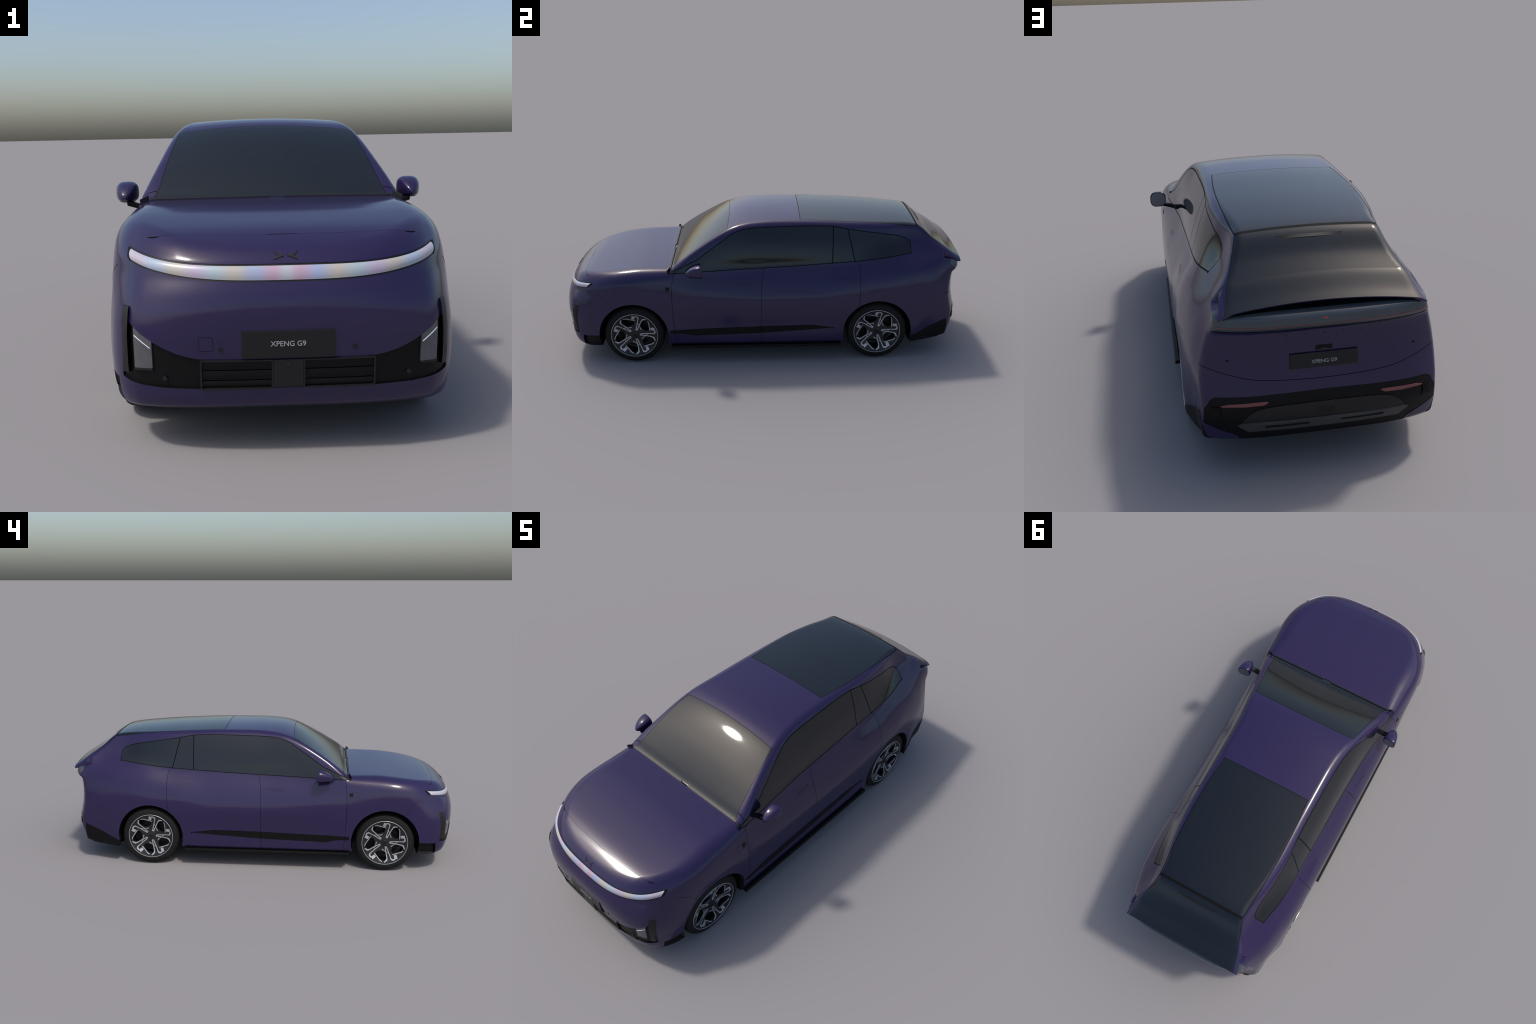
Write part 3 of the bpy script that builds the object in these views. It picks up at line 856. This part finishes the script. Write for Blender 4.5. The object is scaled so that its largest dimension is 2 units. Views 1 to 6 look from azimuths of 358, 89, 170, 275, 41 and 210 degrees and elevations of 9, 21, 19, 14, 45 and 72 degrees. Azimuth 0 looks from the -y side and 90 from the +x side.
blade('sill', [(.386, -.457), (.387, -.2), (.387, .1), (.387, .387)], .0955, .0825, .06)
blade('bumper_lip', [(.370, .735), (.352, .80), (.324, .885), (.314, .897)], [.118, .112, .106, .106], [.090, .091, .095, .096], .08)
# door mirrors
def door_mirror(sgn):
    secs = []          # rings from the pointed front to the glass at the back: y, cx, cz, half width, half height
    prof = [(-.371, .3955, .484, .004, .004), (-.366, .3955, .4855, .010, .009), (-.357, .3955, .488, .0165, .0150), (-.344, .3955, .4915, .0228, .0207), (-.328, .3955, .4945, .0275, .0253),
            (-.312, .3955, .4960, .0305, .0283), (-.300, .3955, .4965, .0315, .0293), (-.294, .3955, .4965, .0313, .0291), (-.2925, .3955, .4965, .0302, .0280)]
    n = 40; a = np.linspace(0, 2*np.pi, n, endpoint=False); e = 2/2.9
    for yv, cx, cz, hw, hh in prof:
        c, s = np.cos(a), np.sin(a)
        X = cx + hw*np.sign(c)*np.abs(c)**e; Z = cz + hh*np.sign(s)*np.abs(s)**e
        secs.append(np.stack([X, np.full(n, yv) + (X - .395)*.10 + (Z - .4965)*-.10, Z], 1))
    V = np.concatenate(secs + [secs[0].mean(0)[None]]); F = []
    for i in range(len(secs)-1):
        for k in range(n): F.append([i*n+k, i*n+(k+1) % n, (i+1)*n+(k+1) % n, (i+1)*n+k])
    for k in range(n): F.append([k, len(V)-1, (k+1) % n])
    last = secs[-1]; mid = last.mean(0)
    gl = mid + (last - mid)*.93 + [0, .0005, 0]
    GV = np.concatenate([gl, mid[None] + [0, .0015, 0]]); GF = [[k, (k+1) % n, n] for k in range(n)]
    b0 = len(V); V = np.concatenate([V, mid + (last - mid)*.95 - [0, .002, 0], mid[None] - [0, .002, 0]])
    for k in range(n):
        F.append([(len(secs)-1)*n+k, (len(secs)-1)*n+(k+1) % n, b0+(k+1) % n, b0+k])
        F.append([b0+k, b0+(k+1) % n, len(V)-1])
    SV, SF = box((.336, -.352, .458), (.392, -.330, .472))
    SV[:, 2] += (SV[:, 0] < .36)*-.012; SV[:, 2] += (SV[:, 0] > .38)*.004
    KV, KF = outline = box((.368, -.360, .4655), (.415, -.300, .4725))
    def side(V, F): return (V, F) if sgn > 0 else mirrored(V, F)
    house = add_mesh('door_mirror', *side(*orient(V, F, np.array([0, 0, 0.]))), PAINT, CAR, angle=40)
    house.data.polygons.foreach_set('use_smooth', [True]*len(house.data.polygons))
    GV, GF = orient(GV, GF, np.array([0, 1., 0]))
    add_mesh('mirror_glass', *side(GV, GF), MIRRORGLASS, house, angle=40)
    o = add_mesh('mirror_arm', *side(SV, SF), BLACK, house, smooth=False); bevel(o, .003)
    # black lower shell: the mirror's belly again, slightly proud
    low = [i for i, f in enumerate(F[:(len(secs)-1)*n]) if V[f].mean(0)[2] < V[f].mean(0)[1]*-.10 + .4745 - .034 and V[f].mean(0)[2] < .4735]
    used = sorted({v for i in low for v in F[i]}); mp = {v: k for k, v in enumerate(used)}
    if low:
        LV = V[used]; ctr = np.array([.3915, -.32, .4965]); d = LV - ctr; d[:, 1] *= .2
        LV = LV + d/np.linalg.norm(d, axis=1)[:, None]*.0006
        add_mesh('mirror_base', *side(LV, [[mp[v] for v in F[i]] for i in low]), BLACK, house)
    return house
for sgn in (1, -1): door_mirror(sgn)

# ------------------------------------------------------------------ tail details
xs = np.linspace(-.294, .294, 61)
def back_line(zf, w, name, mat, x=xs):
    zz = np.array([zf(v) for v in x])
    a = on_back(x, zz - w); b = on_back(x, zz + w)
    fr = np.stack([a, b], 1) + [0, .0008, 0]
    add_mesh(name, *orient(*slab(fr, fr - [0, .003, 0]), np.array([0, 1., 0])), mat, CAR, smooth=False)
back_line(lambda v: .4565 + .005*(v/.3)**2, .0007, 'tail_light_line', REDLINE)
back_line(lambda v: .4745, .0012, 'tail_light_mark', REDMARK, np.linspace(-.0065, .0065, 5))
back_line(lambda v: .4425 + .004*(v/.3)**2, .0017, 'tail_light_frame', BLACK)
for sgn in (1, -1):
    def put(name, VF, mat, parent=None, **kw):
        V, F = VF
        if sgn < 0: V, F = mirrored(V, F)
        return add_mesh(name, V, F, mat, parent or RMASKO, **kw)
    put('reflector', outline_patch('back', [(.156, .2360), (.169, .2285), (.22, .2255), (.278, .2245), (.285, .2270), (.266, .2330), (.22, .2360), (.18, .2385), (.160, .2385)], .0012, .006), REDLENS, angle=30)
    put('air_vent', patch('back', [(.285, .193), (.308, .193), (.308, .223), (.285, .223)], 5, 5, .0008, .006), BLACK, angle=30)
    for k in range(7):
        xx = .2868 + k*.0031
        put('vent_rib', patch('back', [(xx, .194), (xx + .0012, .194), (xx + .0012, .222), (xx, .222)], 2, 5, .0026, .004), GREYBLACK, smooth=False)
    put('diffuser_slot', patch('back', [(.045, .1565), (.167, .1570), (.167, .1620), (.045, .1615)], 8, 2, .0042, .004), BLACK, smooth=False)
    put('tow_mark', patch('back', [(.2545, .3530), (.2615, .3530), (.2615, .3560), (.2545, .3560)], 3, 2, .0008, .003), GAP, TAILGATE, smooth=False)
tops = [(-.23, .1775), (-.205, .2035), (-.19, .2125), (-.165, .2190), (-.12, .2225), (0, .2240), (.12, .2225), (.165, .2190), (.19, .2125), (.205, .2035), (.23, .1775)]
xs = np.linspace(-.23, .23, 47); zt = pchip([t[0] for t in tops], [t[1] for t in tops], xs)
G = []
for t in np.linspace(0, 1, 7):
    P = on_back(xs, .1765 + (zt - .1765)*t); G.append(P + normals_at(P)*.0012)
fr = np.stack(G, 1)
add_mesh('bumper_panel', *orient(*slab(fr, fr - [0, .006, 0]), np.array([0, 1., 0])), GREYBLACK, RMASKO, angle=30)
for k in range(14):
    xx = -.0235 + k*.0035
    add_mesh('panel_rib', *patch('back', [(xx, .183), (xx + .0012, .183), (xx + .0012, .207), (xx, .207)], 2, 4, .0022, .004), GREYBLACK, RMASKO, smooth=False)
dif = [(-.242, .1675), (-.212, .1445), (-.1, .1435), (0, .1435), (.1, .1435), (.212, .1445), (.242, .1675), (.228, .1755), (.1, .1755), (0, .1755), (-.1, .1755), (-.228, .1755)]
add_mesh('diffuser', *outline_patch('back', dif, .0032, .006), material('diffuser_grey', (.035, .036, .038), rough=.4, noise=.1, scale=300), RMASKO, angle=25)
add_mesh('camera_box', *patch('back', [(-.0235, .3705), (.0225, .3705), (.0225, .3835), (-.0235, .3835)], 6, 3, .0006, .006), BLACK, TAILGATE, angle=30)
add_mesh('release_handle', *patch('back', [(-.009, .3722), (.009, .3722), (.008, .3762), (-.008, .3762)], 4, 3, .0025, .004), RIMDARK, TAILGATE, angle=30)
for xx in (-.104, -.053, -.001, .050, .101):
    add_mesh('badge_hole', *disc('back', xx, .421, .0015, .0006, .002, 10), GAP, TAILGATE, angle=30)

# ------------------------------------------------------------------ wheels
def lathe(profile, n, name, mat, parent=None, angle=35):
    prof = np.array(profile, float); m = len(prof)      # (axial offset outwards, radius)
    a = np.linspace(0, 2*np.pi, n, endpoint=False)
    V = np.stack([np.repeat(prof[:, 0], n), np.outer(prof[:, 1], np.cos(a)).ravel(), np.outer(prof[:, 1], np.sin(a)).ravel()], 1)
    F = [[i*n+k, i*n+(k+1) % n, (i+1)*n+(k+1) % n, (i+1)*n+k] for i in range(m-1) for k in range(n)]
    return add_mesh(name, V, F, mat, parent, angle=angle)

RIM = .1140
def sector(points, k):
    c, s = math.cos(2*math.pi*k/5), math.sin(2*math.pi*k/5)
    return [(c*p[0] - s*p[1], s*p[0] + c*p[1]) for p in points]
OPENING = [(.345, .675), (.45, .718), (.555, .702), (.620, .590), (.637, .36), (.632, .185), (.47, .165), (.345, .262), (.255, .40)]
STRIPS = [   # centre line (in rim radii) and half widths of the machined strips of one spoke
    ([(.066, .262), (.135, .54), (.190, .770), (.196, .825), (.150, .885), (.045, .905)], [.019, .016, .019, .030, .030, .026]),
    ([(.128, .245), (.245, .50), (.325, .668), (.385, .738), (.535, .752)], [.019, .016, .020, .032, .018]),
    ([(.066, .262), (.070, .228), (.092, .208), (.116, .216), (.128, .245)], [.019, .022, .022, .022, .019]),
    ([(.004, .915), (-.048, .745)], [.070, .060]),
    ([(.155, .545), (.262, .265)], [.009, .009]),
    ([(.252, .285), (.285, .215)], [.018, .018]),
    ([(.592, .665), (.640, .575), (.655, .165)], [.014, .016, .015]),
]
def ribbon(line, widths, depth_of, lift, n=5):
    P = np.array(line, float); t = np.linspace(0, len(P)-1, (len(P)-1)*n + 1)
    C = np.stack([np.interp(t, np.arange(len(P)), P[:, k]) for k in (0, 1)], 1); W = np.interp(t, np.arange(len(P)), widths)
    T = np.gradient(C, axis=0); T /= np.linalg.norm(T, axis=1)[:, None]; N = np.stack([-T[:, 1], T[:, 0]], 1)
    a = C + N*W[:, None]; b = C - N*W[:, None]
    f = lambda Q, l: np.stack([depth_of(np.hypot(Q[:, 0], Q[:, 1])) + l, Q[:, 0]*RIM, Q[:, 1]*RIM], 1)
    fr = np.stack([f(a, lift), f(b, lift)], 1); bk = np.stack([f(a, -.002), f(b, -.002)], 1)
    return orient(*slab(fr, bk), np.array([1., 0, 0]))

def face_depth(r):          # dish of the spokes: axial offset of the wheel face over radius
    return np.interp(r, [0, .12, .3, .6, .85, 1.0], [-.013, -.0125, -.015, -.012, -.005, .001])

def wheel_meshes():
    out = []
    tyre = [(-.082, .108), (-.086, .122), (-.083, .138), (-.074, .147), (-.060, .1497), (-.045, .150), (-.030, .1497), (-.014, .1478), (-.0055, .1430), (-.0015, .1340), (.0005, .1240), (.0008, .1175), (-.002, .1135), (-.012, .110)]
    t = lathe(tyre, 96, 'tyre', TYRE, angle=50); out.append(t)
    out.append(lathe([(.0012, .1160), (.0024, .1156), (.0026, .1147), (.0024, .1139), (.0005, .1134)], 96, 'rim_edge', SILVER, angle=60))
    out.append(lathe([(.0005, .1124), (-.004, .1105), (-.010, .1085), (-.040, .1040), (-.080, .1040)], 96, 'rim_barrel', UNDER))
    # spoked face: polar grid, openings cut out, given thickness
    nr, na = 40, 300
    rr = np.linspace(.0, 1.0, nr); aa = np.linspace(0, 2*np.pi, na, endpoint=False)
    V = [(0, 0, 0)]; F = []
    for r in rr[1:]:
        for a in aa: V.append((0, r*math.cos(a), r*math.sin(a)))
    for k in range(na): F.append([0, 1+k, 1+(k+1) % na])
    for i in range(nr-2):
        for k in range(na): F.append([1+i*na+k, 1+(i+1)*na+k, 1+(i+1)*na+(k+1) % na, 1+i*na+(k+1) % na])
    sh = Shell(np.array(V), F)
    sds = [poly_sdf(sector(rounded(OPENING, .13, 1), k)) for k in range(5)]
    opening = lambda A: np.min([s(A[:, 1:3]) for s in sds], axis=0)
    sh.cut(opening)
    Cn = sh.centroids(); keep = opening(Cn) > 0
    F = [f for f, k in zip(sh.F, keep) if k]
    A = sh.array(); R = np.hypot(A[:, 1], A[:, 2])
    used = sorted({v for f in F for v in f}); mp = {v: i for i, v in enumerate(used)}
    P = np.stack([face_depth(R[used]), A[used, 1]*(RIM - .001), A[used, 2]*(RIM - .001)], 1)
    F = [[mp[v] for v in f] for f in F]
    ed = {(a, b) for f in F for a, b in zip(f, f[1:] + f[:1])}
    bd = [(a, b) for a, b in ed if (b, a) not in ed]; n = len(P)
    back = P - np.array([1, 0, 0])*np.interp(R[used], [0, .5, 1], [.02, .014, .01])[:, None]
    V2 = np.concatenate([P, back]); F2 = F + [[v + n for v in f][::-1] for f in F] + [[b, a, n + a, n + b] for a, b in bd]
    out.append(add_mesh('rim', V2, F2, RIMDARK, angle=35))
    VV, FF = [], []
    for k in range(5):
        for line, wd in STRIPS:
            v, f = ribbon(sector(line, k), wd, face_depth, .0012); o = len(VV)
            VV += [tuple(p) for p in v]; FF += [[i + o for i in g] for g in f]
    out.append(add_mesh('spoke_inlay', VV, FF, SILVER, smooth=False))
    out.append(lathe([(-.012, .0001), (-.0085, .0001), (-.0085, .0090), (-.010, .0130), (-.016, .0145)], 32, 'hub_cap', RIMDARK))
    V, F = ribbon([(-.055, .05), (-.012, .0), (-.055, -.05)], [.012, .016, .012], lambda r: -.0085 + 0*r, .0006)
    v2, f2 = ribbon([(.055, .05), (.012, .0), (.055, -.05)], [.012, .016, .012], lambda r: -.0085 + 0*r, .0006)
    out.append(add_mesh('hub_emblem', np.concatenate([V, v2]), F + [[i + len(V) for i in g] for g in f2], BLACK, smooth=False))
    out.append(lathe([(-.042, .0001), (-.042, .030), (-.047, .032), (-.047, .078), (-.054, .078), (-.054, .03)], 64, 'brake_disc', DISC))
    a = np.linspace(math.radians(150), math.radians(215), 12)
    fr = np.stack([np.stack([np.full(12, -.038), r*np.cos(a), r*np.sin(a)], 1) for r in (.055, .086)], 1)
    V, F = slab(fr, fr - [.03, 0, 0]); out.append(add_mesh('brake_caliper', *orient(V, F, np.array([1., 0, 0])), BLACK, smooth=False))
    return out

# pattern points were read on the wheel seen from outside with its right hand towards +y on the +x side
proto = wheel_meshes()
FACE_X = .3695
for axle in (FRONT_AXLE, REAR_AXLE):
    for sgn in (1, -1):
        w = empty('wheel', (sgn*FACE_X, axle[0], .150), CAR)
        if sgn < 0: w.rotation_euler = (0, 0, math.pi)
        for p in proto:
            o = p.copy(); bpy.context.collection.objects.link(o); o.parent = w
for p in proto: bpy.data.objects.remove(p)
